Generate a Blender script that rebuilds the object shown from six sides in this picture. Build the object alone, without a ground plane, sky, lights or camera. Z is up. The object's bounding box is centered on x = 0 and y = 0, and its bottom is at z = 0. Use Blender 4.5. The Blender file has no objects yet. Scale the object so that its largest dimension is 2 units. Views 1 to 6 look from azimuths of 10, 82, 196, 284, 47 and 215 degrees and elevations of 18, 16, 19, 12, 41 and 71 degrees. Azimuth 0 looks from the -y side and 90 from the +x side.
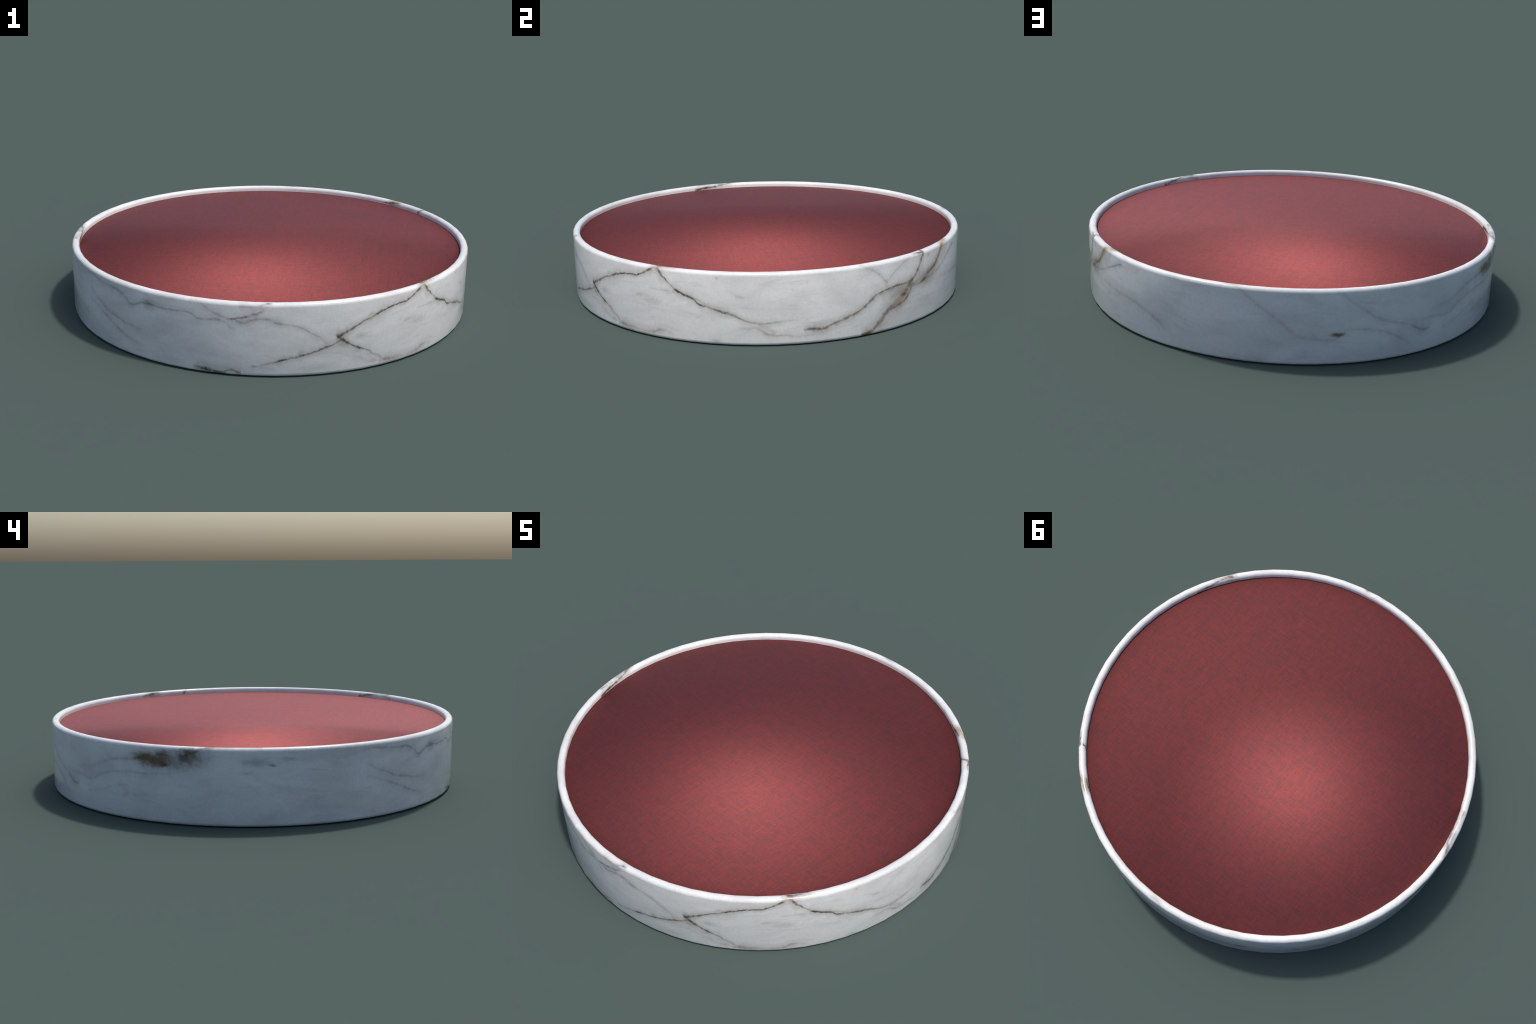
"""A low round tray: a white veined-marble ring, rounded at rim and foot, holding a
flat disc covered with red woven cloth that has a satin, metallic sheen."""
import bpy, bmesh, math

SEG = 64                       # the ring is a 64-sided turning
R_OUT, WALL, H = 1.0, 0.037, 0.335
R_IN = R_OUT - WALL
ROUND = 0.0165                 # radius of the rim rounding
FOOT = 0.0165                  # radius of the foot rounding
PAD_Z = 0.308                  # top of the cloth disc
SEAM = 188.0                   # angle (deg) where the vein angle starts to count

scene = bpy.context.scene


# ------------------------------------------------------------------ geometry
def arc(cr, cz, rad, a0, a1, n):
    out = []
    for i in range(n + 1):
        a = math.radians(a0 + (a1 - a0) * i / n)
        out.append((cr + rad * math.cos(a), cz + rad * math.sin(a)))
    return out


def revolve(bm, profile, closed):
    rings = []
    for r, z in profile:
        rings.append([bm.verts.new((r * math.cos(math.tau * i / SEG), r * math.sin(math.tau * i / SEG), z))
                      for i in range(SEG)])
    n = len(rings)
    for k in range(n if closed else n - 1):
        a, b = rings[k], rings[(k + 1) % n]
        for i in range(SEG):
            j = (i + 1) % SEG
            bm.faces.new((a[i], a[j], b[j], b[i]))
    return rings


def finish(name, bm, parent):
    bmesh.ops.recalc_face_normals(bm, faces=bm.faces[:])
    me = bpy.data.meshes.new(name)
    bm.to_mesh(me)
    bm.free()
    me.shade_smooth()
    o = bpy.data.objects.new(name, me)
    o.parent = parent
    scene.collection.objects.link(o)
    return o


tray = bpy.data.objects.new("marble_tray", None)
scene.collection.objects.link(tray)
tray["label"] = "low round white marble tray with a red woven cloth inset"
tray["category"] = "decorative tray"

bm = bmesh.new()
revolve(bm, arc(R_OUT - FOOT, FOOT, FOOT, -90, 0, 3)
        + arc(R_OUT - ROUND, H - ROUND, ROUND, 0, 90, 5)
        + arc(R_IN + ROUND, H - ROUND, ROUND, 90, 180, 5)
        + arc(R_IN + FOOT, FOOT, FOOT, 180, 270, 3), True)
ring = finish("marble_ring", bm, tray)

# The cloth disc: one flat cap whose shading runs over the edge into its side.
bm = bmesh.new()
lo, hi = revolve(bm, [(R_IN - 0.0008, 0.012), (R_IN - 0.0008, PAD_Z)], False)
bm.faces.new(hi)
bm.faces.new(list(reversed(lo)))
pad = finish("cloth_disc", bm, tray)


# ------------------------------------------------------------------ node help
class Nodes:
    """Shorthand for building a material, or a node group when inputs and outputs are given."""

    def __init__(self, name, inputs=None, outputs=None):
        if inputs is not None:
            self.t = bpy.data.node_groups.new(name, "ShaderNodeTree")
            for kind, names in (("INPUT", inputs), ("OUTPUT", outputs)):
                for n in names:
                    sort = "NodeSocketColor" if n.endswith("colour") else "NodeSocketFloat"
                    self.t.interface.new_socket(n, in_out=kind, socket_type=sort)
            self.arg = self.t.nodes.new("NodeGroupInput").outputs
            self.out = self.t.nodes.new("NodeGroupOutput").inputs
            return
        self.mat = bpy.data.materials.new(name)
        self.mat.use_nodes = True
        self.t = self.mat.node_tree
        self.p = self.t.nodes["Principled BSDF"]

    def link(self, src, dst):
        if hasattr(src, "bl_idname") and hasattr(src, "is_output"):
            self.t.links.new(src, dst)
        else:
            dst.default_value = src

    def math(self, op, a, b=None, c=None, clamp=False):
        n = self.t.nodes.new("ShaderNodeMath")
        n.operation, n.use_clamp = op, clamp
        for i, x in enumerate((a, b, c)):
            if x is not None:
                self.link(x, n.inputs[i])
        return n.outputs[0]

    def vmath(self, op, a, b=None):
        n = self.t.nodes.new("ShaderNodeVectorMath")
        n.operation = op
        self.link(a, n.inputs[0])
        if b is not None:
            self.link(b, n.inputs[1])
        return n.outputs["Value"] if op in ("LENGTH", "DOT_PRODUCT") else n.outputs["Vector"]

    def noise(self, vec, scale, detail=2.0, rough=0.5, dist=0.0):
        n = self.t.nodes.new("ShaderNodeTexNoise")
        self.link(vec, n.inputs["Vector"])
        n.inputs["Scale"].default_value = scale
        n.inputs["Detail"].default_value = detail
        n.inputs["Roughness"].default_value = rough
        n.inputs["Distortion"].default_value = dist
        return n.outputs["Fac"]

    def remap(self, x, a, b, c, d, smooth=False):
        n = self.t.nodes.new("ShaderNodeMapRange")
        n.interpolation_type = "SMOOTHSTEP" if smooth else "LINEAR"
        n.clamp = True
        self.link(x, n.inputs["Value"])
        for k, y in zip(("From Min", "From Max", "To Min", "To Max"), (a, b, c, d)):
            self.link(y, n.inputs[k])
        return n.outputs["Result"]

    def mapping(self, vec, rot=(0, 0, 0), scale=(1, 1, 1), loc=(0, 0, 0)):
        n = self.t.nodes.new("ShaderNodeMapping")
        self.link(vec, n.inputs["Vector"])
        n.inputs["Rotation"].default_value = rot
        n.inputs["Scale"].default_value = scale
        n.inputs["Location"].default_value = loc
        return n.outputs[0]

    def mix(self, fac, a, b, mode="MIX"):
        n = self.t.nodes.new("ShaderNodeMix")
        n.data_type, n.blend_type = "RGBA", mode
        self.link(fac, n.inputs[0])
        self.link(a, n.inputs[6])
        self.link(b, n.inputs[7])
        return n.outputs[2]

    def curve(self, x, pts):
        n = self.t.nodes.new("ShaderNodeFloatCurve")
        self.link(x, n.inputs["Value"])
        c = n.mapping.curves[0]
        pts = sorted(pts)
        c.points[0].location, c.points[1].location = pts[0], pts[-1]
        for q in pts[1:-1]:
            c.points.new(*q)
        n.mapping.update()
        return n.outputs["Value"]

    def group(self, tree, **args):
        n = self.t.nodes.new("ShaderNodeGroup")
        n.node_tree = tree
        for k, v in args.items():
            self.link(v, n.inputs[k])
        return n.outputs[0]

    def sep(self, v):
        n = self.t.nodes.new("ShaderNodeSeparateXYZ")
        self.link(v, n.inputs[0])
        return n.outputs


def rgb(r, g, b):
    return (r, g, b, 1.0)


# ------------------------------------------------------------------ marble
M = Nodes("veined_marble")
obj = M.t.nodes.new("ShaderNodeTexCoord").outputs["Object"]
x, y, z = M.sep(obj)
r = M.math("SQRT", M.math("ADD", M.math("MULTIPLY", x, x), M.math("MULTIPLY", y, y)))

# Unwrap the ring: angle round it (deg) and distance up the outside, over the rim, down the inside.
inside = M.math("LESS_THAN", r, R_OUT - WALL / 2)
z_in = M.math("MULTIPLY_ADD", z, -1.0, 2 * H)
zz = M.math("ADD", z, M.math("MULTIPLY", inside, M.math("SUBTRACT", z_in, z)))
run = M.math("ADD", zz, M.math("SUBTRACT", R_OUT, r))
ang = M.math("MULTIPLY", M.math("ARCTAN2", y, x), 180 / math.pi)

# crystalline jitter of the vein edges
j1 = M.math("SUBTRACT", M.noise(obj, 46, 3, 0.6), 0.5)
j2 = M.math("SUBTRACT", M.noise(M.mapping(obj, loc=(3, 7, 1)), 46, 3, 0.6), 0.5)
calm = (M.math("MULTIPLY_ADD", j1, 0.006, run), M.math("MULTIPLY_ADD", j2, 0.35, ang))
run = M.math("MULTIPLY_ADD", j1, 0.015, run)
ang = M.math("MULTIPLY_ADD", j2, 0.85, ang)
ragged = M.math("SUBTRACT", M.noise(M.mapping(obj, loc=(5, 1, 8), scale=(1, 1, 1.5)), 34, 5, 0.75), 0.5)
patchy = M.remap(M.noise(M.mapping(obj, loc=(9, 2, 5)), 34, 3, 0.6), 0.36, 0.58, 0.55, 1.15)

DARK = rgb(0.055, 0.047, 0.037)
BROWN = rgb(0.125, 0.087, 0.053)
GREY = rgb(0.17, 0.165, 0.155)
WARM = rgb(0.22, 0.185, 0.145)
OLIVE = rgb(0.115, 0.098, 0.074)
MAUVE = rgb(0.20, 0.145, 0.15)
TAN = rgb(0.34, 0.25, 0.165)
STAIN = rgb(0.30, 0.26, 0.21)
HALO = 0.5                    # strength of the stain either side of a vein
SWELL = 1.55                   # overall thickness of the fine veins

# ground colour of the stone: soft clouds, faint drawn-out streaks, fine sugar grain
cloud = M.noise(M.mapping(obj, scale=(1, 1, 2.2)), 3.2, 5, 0.6, 0.6)
base = M.mix(M.remap(cloud, 0.34, 0.62, 0, 1), rgb(0.51, 0.505, 0.495), rgb(0.66, 0.65, 0.645))
hue = M.noise(M.mapping(obj, loc=(4, 4, 4), scale=(1, 1, 1.6)), 7, 4, 0.6)
base = M.mix(M.remap(hue, 0.35, 0.65, 0, 1), base, M.mix(0.5, base, rgb(0.61, 0.635, 0.62)))
streak = M.noise(M.mapping(obj, rot=(0.5, 0.4, 0), scale=(1.2, 1.2, 5)), 5, 6, 0.65, 1.0)
base = M.mix(M.remap(streak, 0.55, 0.75, 0, 0.22), base, GREY)
grain = M.noise(obj, 95, 2, 0.6)
base = M.mix(1.0, base, M.mix(M.remap(grain, 0.3, 0.7, 0, 1), rgb(0.955, 0.955, 0.955), rgb(1.04, 1.04, 1.04)), "MULTIPLY")
color = base


# position along a vein, 0..1, from the angle round the ring
G = Nodes("along_vein", ["angle", "middle", "per_span"], ["t"])
i = G.arg
d = G.math("WRAP", G.math("SUBTRACT", i["angle"], i["middle"]), 180.0, -180.0)
G.link(G.math("MULTIPLY_ADD", d, i["per_span"], 0.5, clamp=True), G.out["t"])
ALONG = G.t

# a vein: stained stone either side, then the vein itself
G = Nodes("paint_vein", ["colour", "vein_colour", "stain_colour", "run", "centre", "rise", "base", "width", "widest",
                         "power", "patchy"], ["colour"])
i = G.arg
off = G.math("ABSOLUTE", G.math("SUBTRACT", i["run"], G.math("MULTIPLY_ADD", i["centre"], i["rise"], i["base"])))
rel = G.math("DIVIDE", off, G.math("MULTIPLY", i["width"], i["widest"]))
power = G.math("MULTIPLY", i["power"], i["patchy"])
halo = G.math("MULTIPLY", G.remap(rel, 0.3, 4.0, HALO, 0.0, True), power, clamp=True)
core = G.math("MULTIPLY", G.remap(rel, 0.05, 1.0, 1.0, 0.0, True), power, clamp=True)
G.link(G.mix(core, G.mix(halo, i["colour"], i["stain_colour"]), i["vein_colour"]), G.out["colour"])
PAINT = G.t

# an irregular stain with a ragged edge
G = Nodes("paint_stain", ["colour", "stain_colour", "angle", "run", "middle", "level", "half_angle", "half_height",
                          "strength", "ragged", "raggedness"], ["colour"])
i = G.arg
d = G.math("DIVIDE", G.math("WRAP", G.math("SUBTRACT", i["angle"], i["middle"]), 180.0, -180.0), i["half_angle"])
e = G.math("DIVIDE", G.math("SUBTRACT", i["run"], i["level"]), i["half_height"])
q = G.math("SQRT", G.math("ADD", G.math("MULTIPLY", d, d), G.math("MULTIPLY", e, e)))
q = G.math("MULTIPLY_ADD", i["ragged"], i["raggedness"], q)
G.link(G.mix(G.remap(q, 0.05, 1.25, i["strength"], 0.0, True), i["colour"], i["stain_colour"]), G.out["colour"])
STAINED = G.t


def vein(col, pts, s=1.0, w=5.0, soft=1.0, taper=0.6):
    """pts: (angle from SEAM+12, run m[, half width mm[, strength]]); later values carry on if left out."""
    global color
    faint = col is GREY or col is WARM           # faint veins run smoother and thinner
    vrun, vang = calm if faint else (run, ang)
    swell = 1.35 if faint else SWELL
    rows, cw, cs = [], w, s
    for q in pts:
        cw = q[2] if len(q) > 2 else cw
        cs = q[3] if len(q) > 3 else cs
        rows.append((q[0] + 12.0, q[1], cw * (swell if cw < 8 else 1.25) / 1000.0, cs * (0.64 if faint else 1.0)))
    rows.sort()
    a0, a1 = rows[0][0] - taper, rows[-1][0] + taper
    v0, v1 = min(q[1] for q in rows), max(q[1] for q in rows)
    dv, da = max(v1 - v0, 1e-3), a1 - a0
    f = lambda a: (a - a0) / da
    # a steep vein needs a wider window measured straight up
    hw = []
    for i, q in enumerate(rows):
        p, n = rows[max(i - 1, 0)], rows[min(i + 1, len(rows) - 1)]
        slope = (n[1] - p[1]) / max((n[0] - p[0]) * math.pi / 180, 0.006)
        hw.append(q[2] * math.sqrt(1 + min(abs(slope), 2.5) ** 2))
    wmax = max(hw)
    t = M.group(ALONG, angle=vang, middle=(a0 + a1) / 2 + SEAM, per_span=1.0 / da)
    ends = lambda vals, e0, e1: [(0.0, e0)] + [(f(q[0]), y) for q, y in zip(rows, vals)] + [(1.0, e1)]
    mids = [(q[1] - v0) / dv for q in rows]
    wids = [h / wmax for h in hw]
    color = M.group(PAINT, colour=color, vein_colour=col, stain_colour=GREY if col is GREY else STAIN, run=vrun,
                    centre=M.curve(t, ends(mids, mids[0], mids[-1])), rise=dv, base=v0,
                    width=M.curve(t, ends(wids, wids[0], wids[-1])), widest=wmax,
                    power=M.curve(t, ends([min(q[3], 1.0) for q in rows], 0.0, 0.0)), patchy=patchy)


def blotch(col, a, v, ra, rv, s, rag=0.5):
    """an irregular stain: centre angle, run, half sizes (deg, m), strength"""
    global color
    color = M.group(STAINED, colour=color, stain_colour=col, angle=ang, run=run, middle=a + 12.0 + SEAM, level=v,
                    half_angle=ra, half_height=rv, strength=s, ragged=ragged, raggedness=2.6 * rag)


# --- soft veins and halos first, sharp dark ones last
# long pair of grey threads low on the shaded side
vein(GREY, [(24, .240, 7, .3), (26, .222), (30, .196, 6, .55), (33, .174), (37, .160), (41, .148, 6, .4), (45, .142, 7, .15)])
vein(GREY, [(24, .188, 7, .25), (28, .167), (32, .143, 6, .45), (35.5, .118), (39, .093), (43, .073, 7, .3), (46, .064, 7, .1)])
vein(WARM, [(190, .180, 9, .1), (205, .174, 10, .25), (213, .167), (221, .160, 12, .4), (227, .138), (231, .113, 14, .45), (234, .098, 10, .1)], taper=2)
vein(WARM, [(253, .335, 9, .25), (254.5, .315, 9, .35), (256.2, .291), (260, .241), (262.2, .214), (264.7, .177, 11, .4), (266.7, .148), (268.6, .131, 12, .36), (270.7, .124), (273, .119, 8, .36), (275.3, .116), (277.5, .125), (278.8, .149, 6, .2), (280.2, .159), (283, .157, 6, .28), (286.4, .148), (289.7, .131, 7, .4), (292.2, .110), (295, .079, 8, .25), (298, .047, 7, .1)])
vein(GREY, [(277, .325, 9, .12), (280.3, .283, 8, .22), (283, .251), (285.7, .217, 8, .36), (288, .195), (291, .176), (293.5, .163, 8, .34), (296.2, .149, 7, .45), (298.4, .127, 7, .65), (300.4, .110, 7, .75), (301.6, .108, 6, .7), (303, .112, 8, .2)])
vein(GREY, [(297, .168, 9, .2), (300, .160, 10, .25), (304, .160, 9, .2), (308, .149, 8, .3), (311.7, .170, 7, .28), (314.5, .188), (318, .204, 7, .32), (322, .210), (327, .212, 7, .4), (333.7, .220, 7, .28), (338, .236, 8, .22), (342, .262, 9, .15)])
vein(GREY, [(308, .094, 9, .2), (312, .107), (317, .134), (322, .154, 9, .15)])
vein(WARM, [(302, .192, 12, .1), (306.6, .203, 12, .22), (310.6, .212, 12, .3), (312.5, .224), (314.4, .240, 11, .4), (316.5, .254), (319, .261, 9, .65), (322.5, .266), (325.5, .273, 10, .9), (328, .281, 12, 1)])
vein(GREY, [(318, .105, 14, .15), (324, .115, 12, .22), (330, .122, 12, .12)], taper=3)
blotch(GREY, 336, .272, 8, .050, .45, .35)
blotch(GREY, 341, .295, 6, .045, .45, .35)
blotch(OLIVE, 330.2, .274, 7.5, .044, .55, .5)
blotch(GREY, 336.5, .285, 7, .05, .4, .5)
blotch(BROWN, 327.3, .281, 3.8, .026, 1, .4)
blotch(BROWN, 329.6, .272, 4.0, .026, .95, .7)
blotch(BROWN, 331.8, .264, 3.4, .024, 1, .5)
blotch(BROWN, 332.4, .296, 2.4, .026, .85, .5)
blotch(DARK, 333.0, .254, 1.5, .012, .9, .4)
blotch(BROWN, 339.2, .302, 3.2, .040, .7, .5)
blotch(DARK, 339.4, .313, 2.2, .024, .7, .8)
blotch(DARK, 338.2, .288, 2.3, .022, .65, .8)
vein(DARK, [(339.5, .310, 9, .6), (342, .331, 8, .5), (344.5, .352, 8, .8), (346.5, .368, 8, .75), (350, .381, 9, .8), (355, .389, 10, 1), (358, .395, 8, .8)])
vein(GREY, [(344.6, .350, 8, .8), (346, .362), (350, .368, 6, .5), (354, .362, 6, .8), (356.5, .353, 8, 1)])
blotch(GREY, 355.5, .277, 4.2, .022, .45, .3)
blotch(DARK, 359.3, .264, 1.2, .008, .65, .3)
blotch(GREY, 3.2, .290, 2.2, .010, .35, .4)
blotch(GREY, 353, .232, 1.8, .009, .3, .4)
blotch(GREY, 10, .305, 9, .035, .22, .4)
vein(GREY, [(14, .283, 14, .2), (17.3, .289, 14, .35), (21, .298), (25, .311, 9, .5), (28, .306, 8, .55), (31, .301), (34.2, .297, 7, .7), (36.6, .294, 8, .8), (39.1, .279, 6, .65), (40.5, .265), (41.9, .249, 7, .8), (44.1, .262, 7, .75), (46.2, .271), (48, .273, 9, .9), (51, .269, 6, .7), (54, .269, 6, .6), (59, .271), (61.3, .252, 7, .55), (63, .248), (65, .251, 7, .65), (67, .256, 8, .4)])
vein(GREY, [(46.6, .285, 7, .35), (48, .274, 8, .5), (49, .268, 7, .3)])
vein(GREY, [(60, .330, 10, .3), (62, .322, 9, .35), (65.1, .289, 7, .4), (67.4, .275, 8, .5), (69.4, .264, 7, .3)])
vein(GREY, [(66.5, .254, 7, .4), (68.8, .243, 7, .45), (69.8, .226, 8, .4), (70.9, .216, 9, .25)])
vein(GREY, [(69.5, .245, 12, .15), (73, .250, 14, .3), (78, .268, 14, .25), (82, .26, 12, .1)])
vein(GREY, [(71.6, .253, 5, .6), (73, .248, 5, .75), (74.6, .257), (76.4, .266, 5, .55), (78.7, .268, 6, .6), (80, .261), (81.5, .248, 6, .85), (83, .244, 5, .5), (85.5, .236, 5, .45), (88, .218, 5, .6), (90, .198), (92.4, .172, 5, .35), (94, .147, 5, .3)])
vein(DARK, [(69.6, .262, 4, .4), (71, .265, 6, .75), (72, .269, 5, .55), (73, .273, 5, .7), (75, .282, 7, .55), (77, .295, 9, .5), (78, .302, 7, .3)])
vein(GREY, [(72.5, .322, 6, .4), (74.9, .322, 7, .5), (76.9, .326, 6, .4), (78.7, .341, 6, .9), (79.6, .343, 5, .7)])
blotch(DARK, 79.2, .342, .7, .006, .6, .3)
vein(DARK, [(60.8, .024, 6, .4), (62.4, .022, 10, 1), (63.6, .020, 11, 1), (66.5, .013, 9, .9), (68.8, .019, 7, .75), (70.3, .028, 6, .5), (72, .018, 7, .5)])
blotch(GREY, 75.9, .049, .9, .006, .6, .4)

# brown-mauve vein rising from the foot, the tan one and the olive stain between them
blotch(GREY, 189.5, .172, 6.5, .045, .55, .5)
blotch(GREY, 200, .21, 7, .05, .4, .6)
blotch(WARM, 190.8, .158, 2.2, .020, .75, .5)
vein(MAUVE, [(177.5, .012, 9, .5), (179.2, .016, 12, .9), (180.5, .025, 11, .75), (181.4, .040, 12, .75), (183, .062, 15, .85), (184.6, .090, 15, .85), (186.1, .109, 15, .9), (188.1, .119, 13, 1), (189.7, .129, 11, .8)])
vein(BROWN, [(177.3, .010, 7, .5), (179, .014, 9, 1), (180.4, .021, 6, .6), (181.2, .032, 4, .2)])
vein(WARM, [(187.5, .125, 10, .5), (189.5, .146, 16, .9), (191, .166, 18, 1), (192.5, .184, 14, .9), (193.6, .194, 9, .7)])
vein(TAN, [(187.6, .119, 9, .5), (189.7, .134, 11, .8), (191.2, .148, 10, .6), (192.3, .166, 8, .35), (193.4, .185, 8, .6)])
vein(BROWN, [(186.5, .103, 4, .4), (188.5, .112, 5, .7), (190, .120, 5, .8), (191.9, .137, 5, .85), (192.8, .154, 4, .7), (193.6, .174, 4, .5)])
blotch(DARK, 190.9, .157, 1.4, .012, .8, .5)
blotch(DARK, 191.6, .176, 1.0, .010, .5, .5)
blotch(BROWN, 193.4, .193, 1.7, .015, .95, .6)
vein(GREY, [(194, .196, 7, .5), (197, .205, 7, .4), (199.5, .222, 8, .45), (202, .236, 6, .4)])
vein(GREY, [(194, .190, 6, .5), (196, .186, 7, .6), (198.6, .191, 7, .6), (201, .197, 7, .7), (203, .203, 6, .65), (206, .214, 6, .6), (209, .237, 6, .6), (212.2, .260, 5, .65), (215, .281, 5, .8), (216.8, .294, 5, .9), (218, .298, 4, .5)])
vein(BROWN, [(197.4, .188, 9, .5), (199, .196, 13, .9), (200.4, .206, 12, .85), (201.5, .216, 8, .5)])
vein(WARM, [(200, .214, 18, .6), (203, .236, 22, .9), (205.6, .265, 20, .9), (207.4, .296, 18, .8), (208.6, .320, 16, .6)])
vein(TAN, [(200.5, .214, 8, .2), (202.5, .231, 9, .4), (204.6, .250, 9, .5), (206, .270), (207.2, .292, 11, .7), (208.6, .320, 15, 1), (209.8, .338, 22, 1), (211.2, .352, 22, 1), (212.6, .364, 16, 1), (213.8, .374, 9, .6)])
vein(BROWN, [(200.8, .222, 8, .6), (202.2, .229, 9, .85), (203.6, .238, 9, .9), (204.8, .252, 6, .85), (206, .275, 4.5, .6), (207.2, .300, 4, .5), (208.4, .326, 5, .5), (209.2, .338, 5, .4)])
vein(DARK, [(209.4, .372, 8, .6), (211.5, .377, 10, 1), (214, .386, 9, .9), (215.5, .39, 6, .5)])
vein(GREY, [(184.4, .226, 6, .2), (185.4, .246, 5, .3), (187, .270), (189, .295, 5, .35), (191.6, .318, 7, .35), (193.5, .332, 5, .2)])
vein(GREY, [(176.6, .338, 7, .35), (178, .322, 7, .5), (179.7, .308, 6, .45), (181.6, .288, 6, .5), (182.7, .272), (183.7, .252, 6, .65), (184.6, .240, 7, .5)])
blotch(GREY, 201, .31, 1.0, .014, .3, .4)

# the long wavy vein that dives from the rim, its tails and the one that climbs back
vein(WARM, [(149.5, .082, 8, .3), (151.5, .060, 8, .6), (153.1, .052, 8, .7), (155, .048, 6, .7), (156.8, .049, 6, .5), (158.5, .042, 9, .35), (161, .041, 8, .35), (163.5, .046, 8, .15)])
vein(WARM, [(150, .100, 14, .2), (152.5, .080, 14, .25), (154, .062, 12, .2)])
vein(WARM, [(145, .081, 9, .15), (147, .082, 9, .35), (149.5, .085, 8, .2)])
vein(OLIVE, [(161.8, .071, 6, .6), (163.9, .071, 9, 1), (166, .068, 9, 1), (168.6, .082, 6, .7), (170.4, .092, 6, .65), (174, .112, 6, .75), (176, .124, 6, .7), (178, .143, 5, .8), (179.8, .167, 6, .75), (181.4, .184, 6, .85), (183.3, .195, 5, .8), (185.7, .203, 5, .8), (188.3, .207, 6, .9), (191.5, .208, 7, .8), (194, .215, 6, .6)])
vein(GREY, [(164, .064, 10, .3), (168, .074, 12, .3), (176, .118, 10, .25), (182, .180, 9, .25), (190, .2, 9, .2)])
vein(DARK, [(192.6, .197, 6, .4), (193.8, .214, 7, .65), (195.3, .235, 6.5, .65), (196.4, .260, 6.5, .75), (197.3, .288, 7.5, .85), (198.0, .309, 8.5, .95), (198.4, .326, 8, .8)])
vein(DARK, [(194.5, .341, 6, .3), (196.2, .340, 7, .7), (197.6, .336, 8, .85), (198.6, .337, 7, .6)])
vein(DARK, [(198.2, .350, 5, .4), (198.9, .370, 6, .75), (199.6, .390, 5, .7)])
vein(WARM, [(132, .214, 4, .3), (139, .164, 5, .5), (145, .130, 5, .85), (147, .116, 5, .75), (149, .108, 6, .8), (151, .106, 6, .8), (153, .108, 5, .7), (155, .112, 4.5, .65), (157, .116, 4, .45), (160, .116, 4, .15)])
vein(DARK, [(122.9, .334, 6, .6), (123.5, .320, 7, .85), (124.4, .301, 6.5, .85), (125.6, .283, 4.5, .7), (126.7, .265, 4, .5), (127.7, .249, 5, .7), (128.8, .238, 6, .9), (129.9, .229, 7, 1), (131.3, .218, 5, .85), (132.8, .211, 5, .8), (133.9, .196, 4.5, .7), (135, .183, 5, .8), (137, .175, 4, .6), (139.1, .165, 4.5, .65), (140.6, .157, 6, .75), (142, .153, 6, .75), (143.5, .144, 3.5, .35), (145, .131, 4, .3), (147, .117, 4, .1)])

# the forked dark vein on the sunny side
blotch(GREY, 98.2, .138, 2.4, .022, .4, .5)
vein(DARK, [(74.8, .045, 6, .15), (79, .062, 8, .25), (81.6, .073, 5, .65), (82.6, .079, 5.5, .85), (84, .085, 4.5, .7), (85.8, .091, 4.5, .65), (87.3, .098, 6.5, 1), (88.4, .103, 5, .8), (89.8, .109, 4.5, .7), (92, .121, 5, .75), (93.6, .131, 5.5, .85), (95.1, .139, 5, .75), (97.4, .155, 5, .8)])
vein(DARK, [(96.2, .182, 5, .6), (96.8, .172, 7, 1), (97.6, .158, 8, 1), (98.8, .144, 7, .85), (100.2, .130, 5, .8), (101.7, .115, 5.5, .85), (103.2, .103, 4.5, .7), (105.1, .089, 6, .6), (106.4, .070, 7, .35), (108, .054, 7, .3), (110, .030, 8, .3)])
vein(DARK, [(96.6, .175, 7, .9), (97.8, .183, 6, .85), (99, .193, 8, 1), (100, .203, 5.5, .8), (101.6, .215, 4, .65), (103.5, .232, 4, .65), (105, .240, 4.5, .6), (106.5, .252, 5, .8), (107.6, .258, 6, .9), (110, .269, 5, .85), (112.8, .279, 4.5, .8), (116, .283, 5, .85), (117.9, .295, 4.5, .8), (119.8, .311, 5, .8), (121, .324, 7, .8), (122.3, .333, 7, .7), (123, .333, 6, .6)])
vein(rgb(.50, .49, .44), [(104.6, .244, 4, .5), (105.6, .250, 5, .85), (106.3, .254, 4, .5)])
vein(rgb(.36, .27, .24), [(121.4, .338, 8, .7), (122.6, .345, 10, .8), (125, .347, 10, .55), (128, .348, 8, .3)])
vein(DARK, [(121.2, .362, 7, .4), (123.5, .357, 9, .8), (125.5, .360, 8, .75), (128, .372, 7, .7), (131, .384, 7, .8), (134, .398, 7, .9)])
vein(GREY, [(120.8, .392, 5, .7), (122.5, .385, 5, .6), (124, .375, 5, .5)])
vein(MAUVE, [(109, .028, 9, .3), (112, .027, 12, .5), (115, .024, 10, .45), (118, .022, 8, .25), (121, .026, 9, .45), (124.5, .044, 9, .3), (127, .034, 10, .15)])
vein(GREY, [(101, .070, 12, .15), (104, .050, 12, .25), (107, .035, 12, .2)])
vein(GREY, [(120.5, .233, 4, .2), (124, .233, 4, .4), (127.5, .233, 4, .25)])
blotch(GREY, 116.9, .196, 1.4, .012, .3, .8)
blotch(GREY, 121.0, .172, 3.4, .03, .22, .9)
blotch(GREY, 102.5, .163, 2.2, .018, .25, .9)
vein(GREY, [(142, .252, 6, .12), (143.5, .242, 5, .25), (144.8, .229, 5, .5), (146, .227, 4, .3)])
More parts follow.
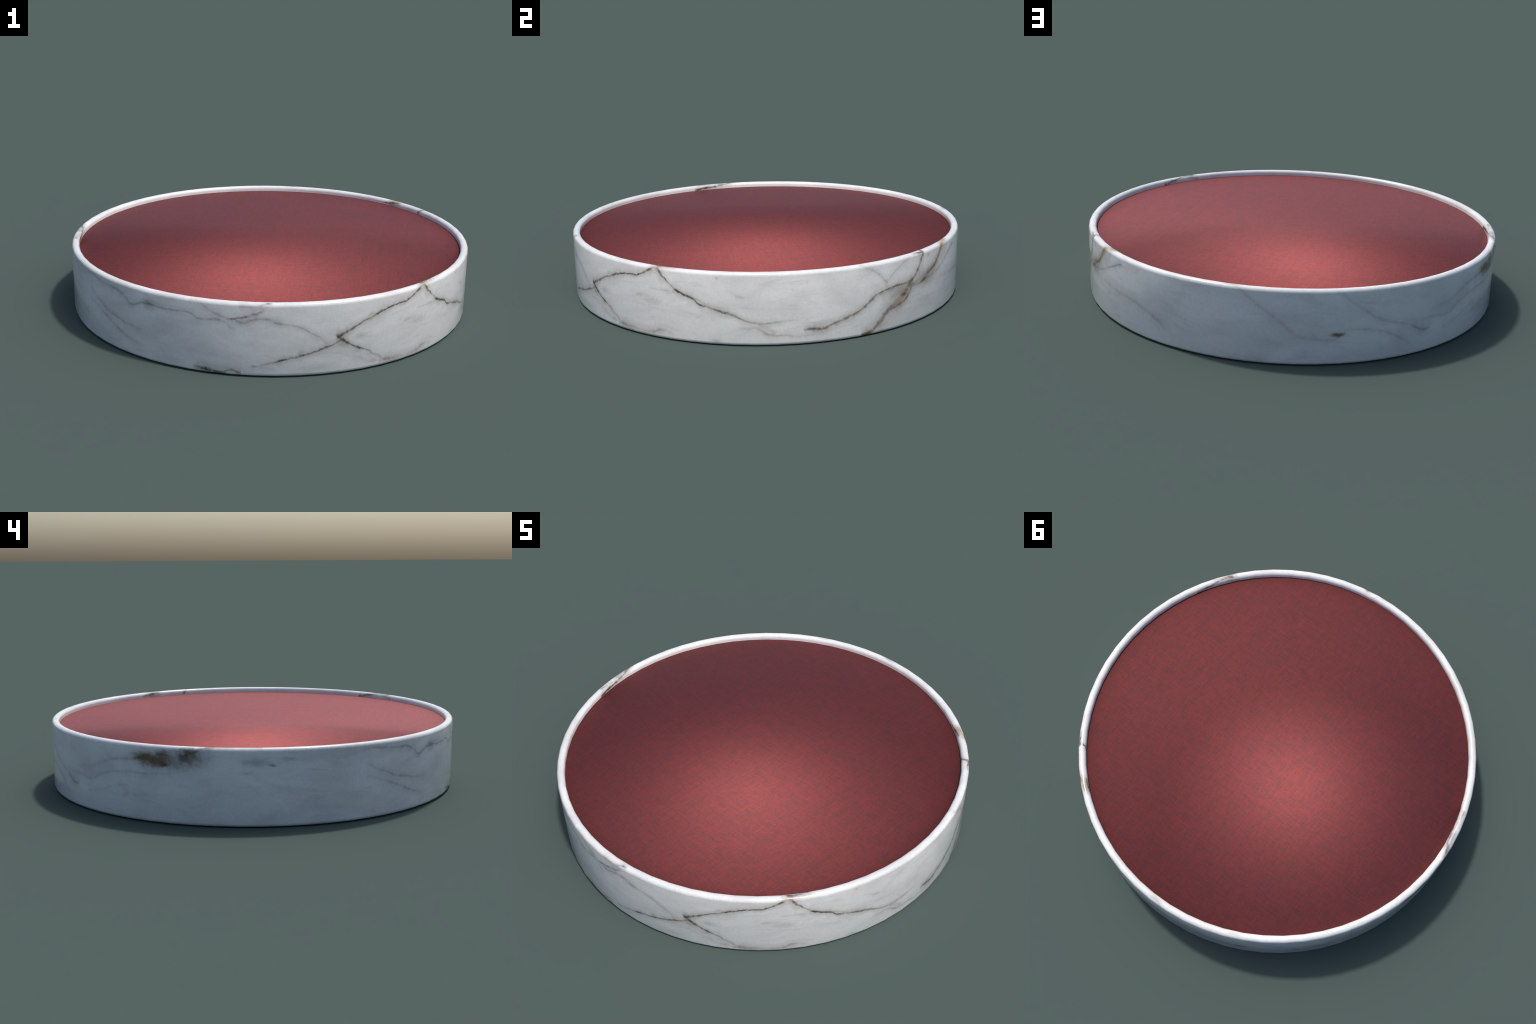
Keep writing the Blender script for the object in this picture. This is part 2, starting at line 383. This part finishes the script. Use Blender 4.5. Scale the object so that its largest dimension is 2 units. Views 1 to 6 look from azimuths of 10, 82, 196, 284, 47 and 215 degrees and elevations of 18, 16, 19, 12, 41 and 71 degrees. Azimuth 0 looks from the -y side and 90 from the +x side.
blotch(GREY, 139.5, .309, .6, .007, .4, .3)
blotch(GREY, 139, .02, 2, .012, .4, .4)

# the small dark eye low on the far side, faint marks on the rim
blotch(BROWN, 277.4, .1385, 2.3, .0125, 1, .2)
blotch(WARM, 251.7, .353, 2.5, .014, .5, .4)
blotch(WARM, 275.6, .357, 2.5, .010, .3, .3)
vein(GREY, [(342, .343, 8, .5), (346, .348, 9, .8), (350, .353, 8, .5)])

M.link(color, M.p.inputs["Base Color"])
M.p.inputs["Roughness"].default_value = 0.13
ring.data.materials.append(M.mat)

# ------------------------------------------------------------------ cloth
C = Nodes("red_woven_cloth")
obj = C.t.nodes.new("ShaderNodeTexCoord").outputs["Object"]
weave = C.mapping(obj, loc=(0.37, 0.21, 0))
warp = C.noise(C.mapping(weave, scale=(1.0, 0.10, 1)), 235, 2, 0.6)
weft = C.noise(C.mapping(weave, scale=(0.10, 1.0, 1), loc=(2, 5, 0)), 235, 2, 0.6)
speck = C.noise(weave, 165, 3, 0.7)
slub = C.noise(C.mapping(weave, scale=(1.0, 0.03, 1), loc=(7, 1, 0)), 75, 2, 0.5)
slub2 = C.noise(C.mapping(weave, scale=(0.03, 1.0, 1), loc=(1, 8, 0)), 75, 2, 0.5)
mott = C.noise(weave, 16, 4, 0.65)
thread = C.math("ADD", C.math("MULTIPLY", C.math("ADD", warp, weft), 0.32), C.math("MULTIPLY", speck, 0.36))
thread = C.math("ADD", thread, C.math("MULTIPLY", C.math("SUBTRACT", C.math("ADD", slub, slub2), 1.0), 0.09))
thread = C.math("ADD", thread, C.math("MULTIPLY", C.math("SUBTRACT", mott, 0.5), 0.035))
cloth = C.mix(C.remap(thread, 0.41, 0.59, 0, 1), rgb(0.150, 0.058, 0.058), rgb(0.258, 0.059, 0.060))
C.link(cloth, C.p.inputs["Base Color"])
C.p.inputs["Metallic"].default_value = 1.0
C.p.inputs["Roughness"].default_value = 0.685
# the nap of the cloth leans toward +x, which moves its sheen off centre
lean = (0.345, -0.067, 0.0)
nrm = C.t.nodes.new("ShaderNodeNewGeometry").outputs["Normal"]
nrm = C.vmath("NORMALIZE", C.vmath("ADD", nrm, lean))
bump = C.t.nodes.new("ShaderNodeBump")
bump.inputs["Strength"].default_value = 0.15
bump.inputs["Distance"].default_value = 0.002
C.link(thread, bump.inputs["Height"])
C.link(nrm, bump.inputs["Normal"])
C.link(bump.outputs[0], C.p.inputs["Normal"])
pad.data.materials.append(C.mat)
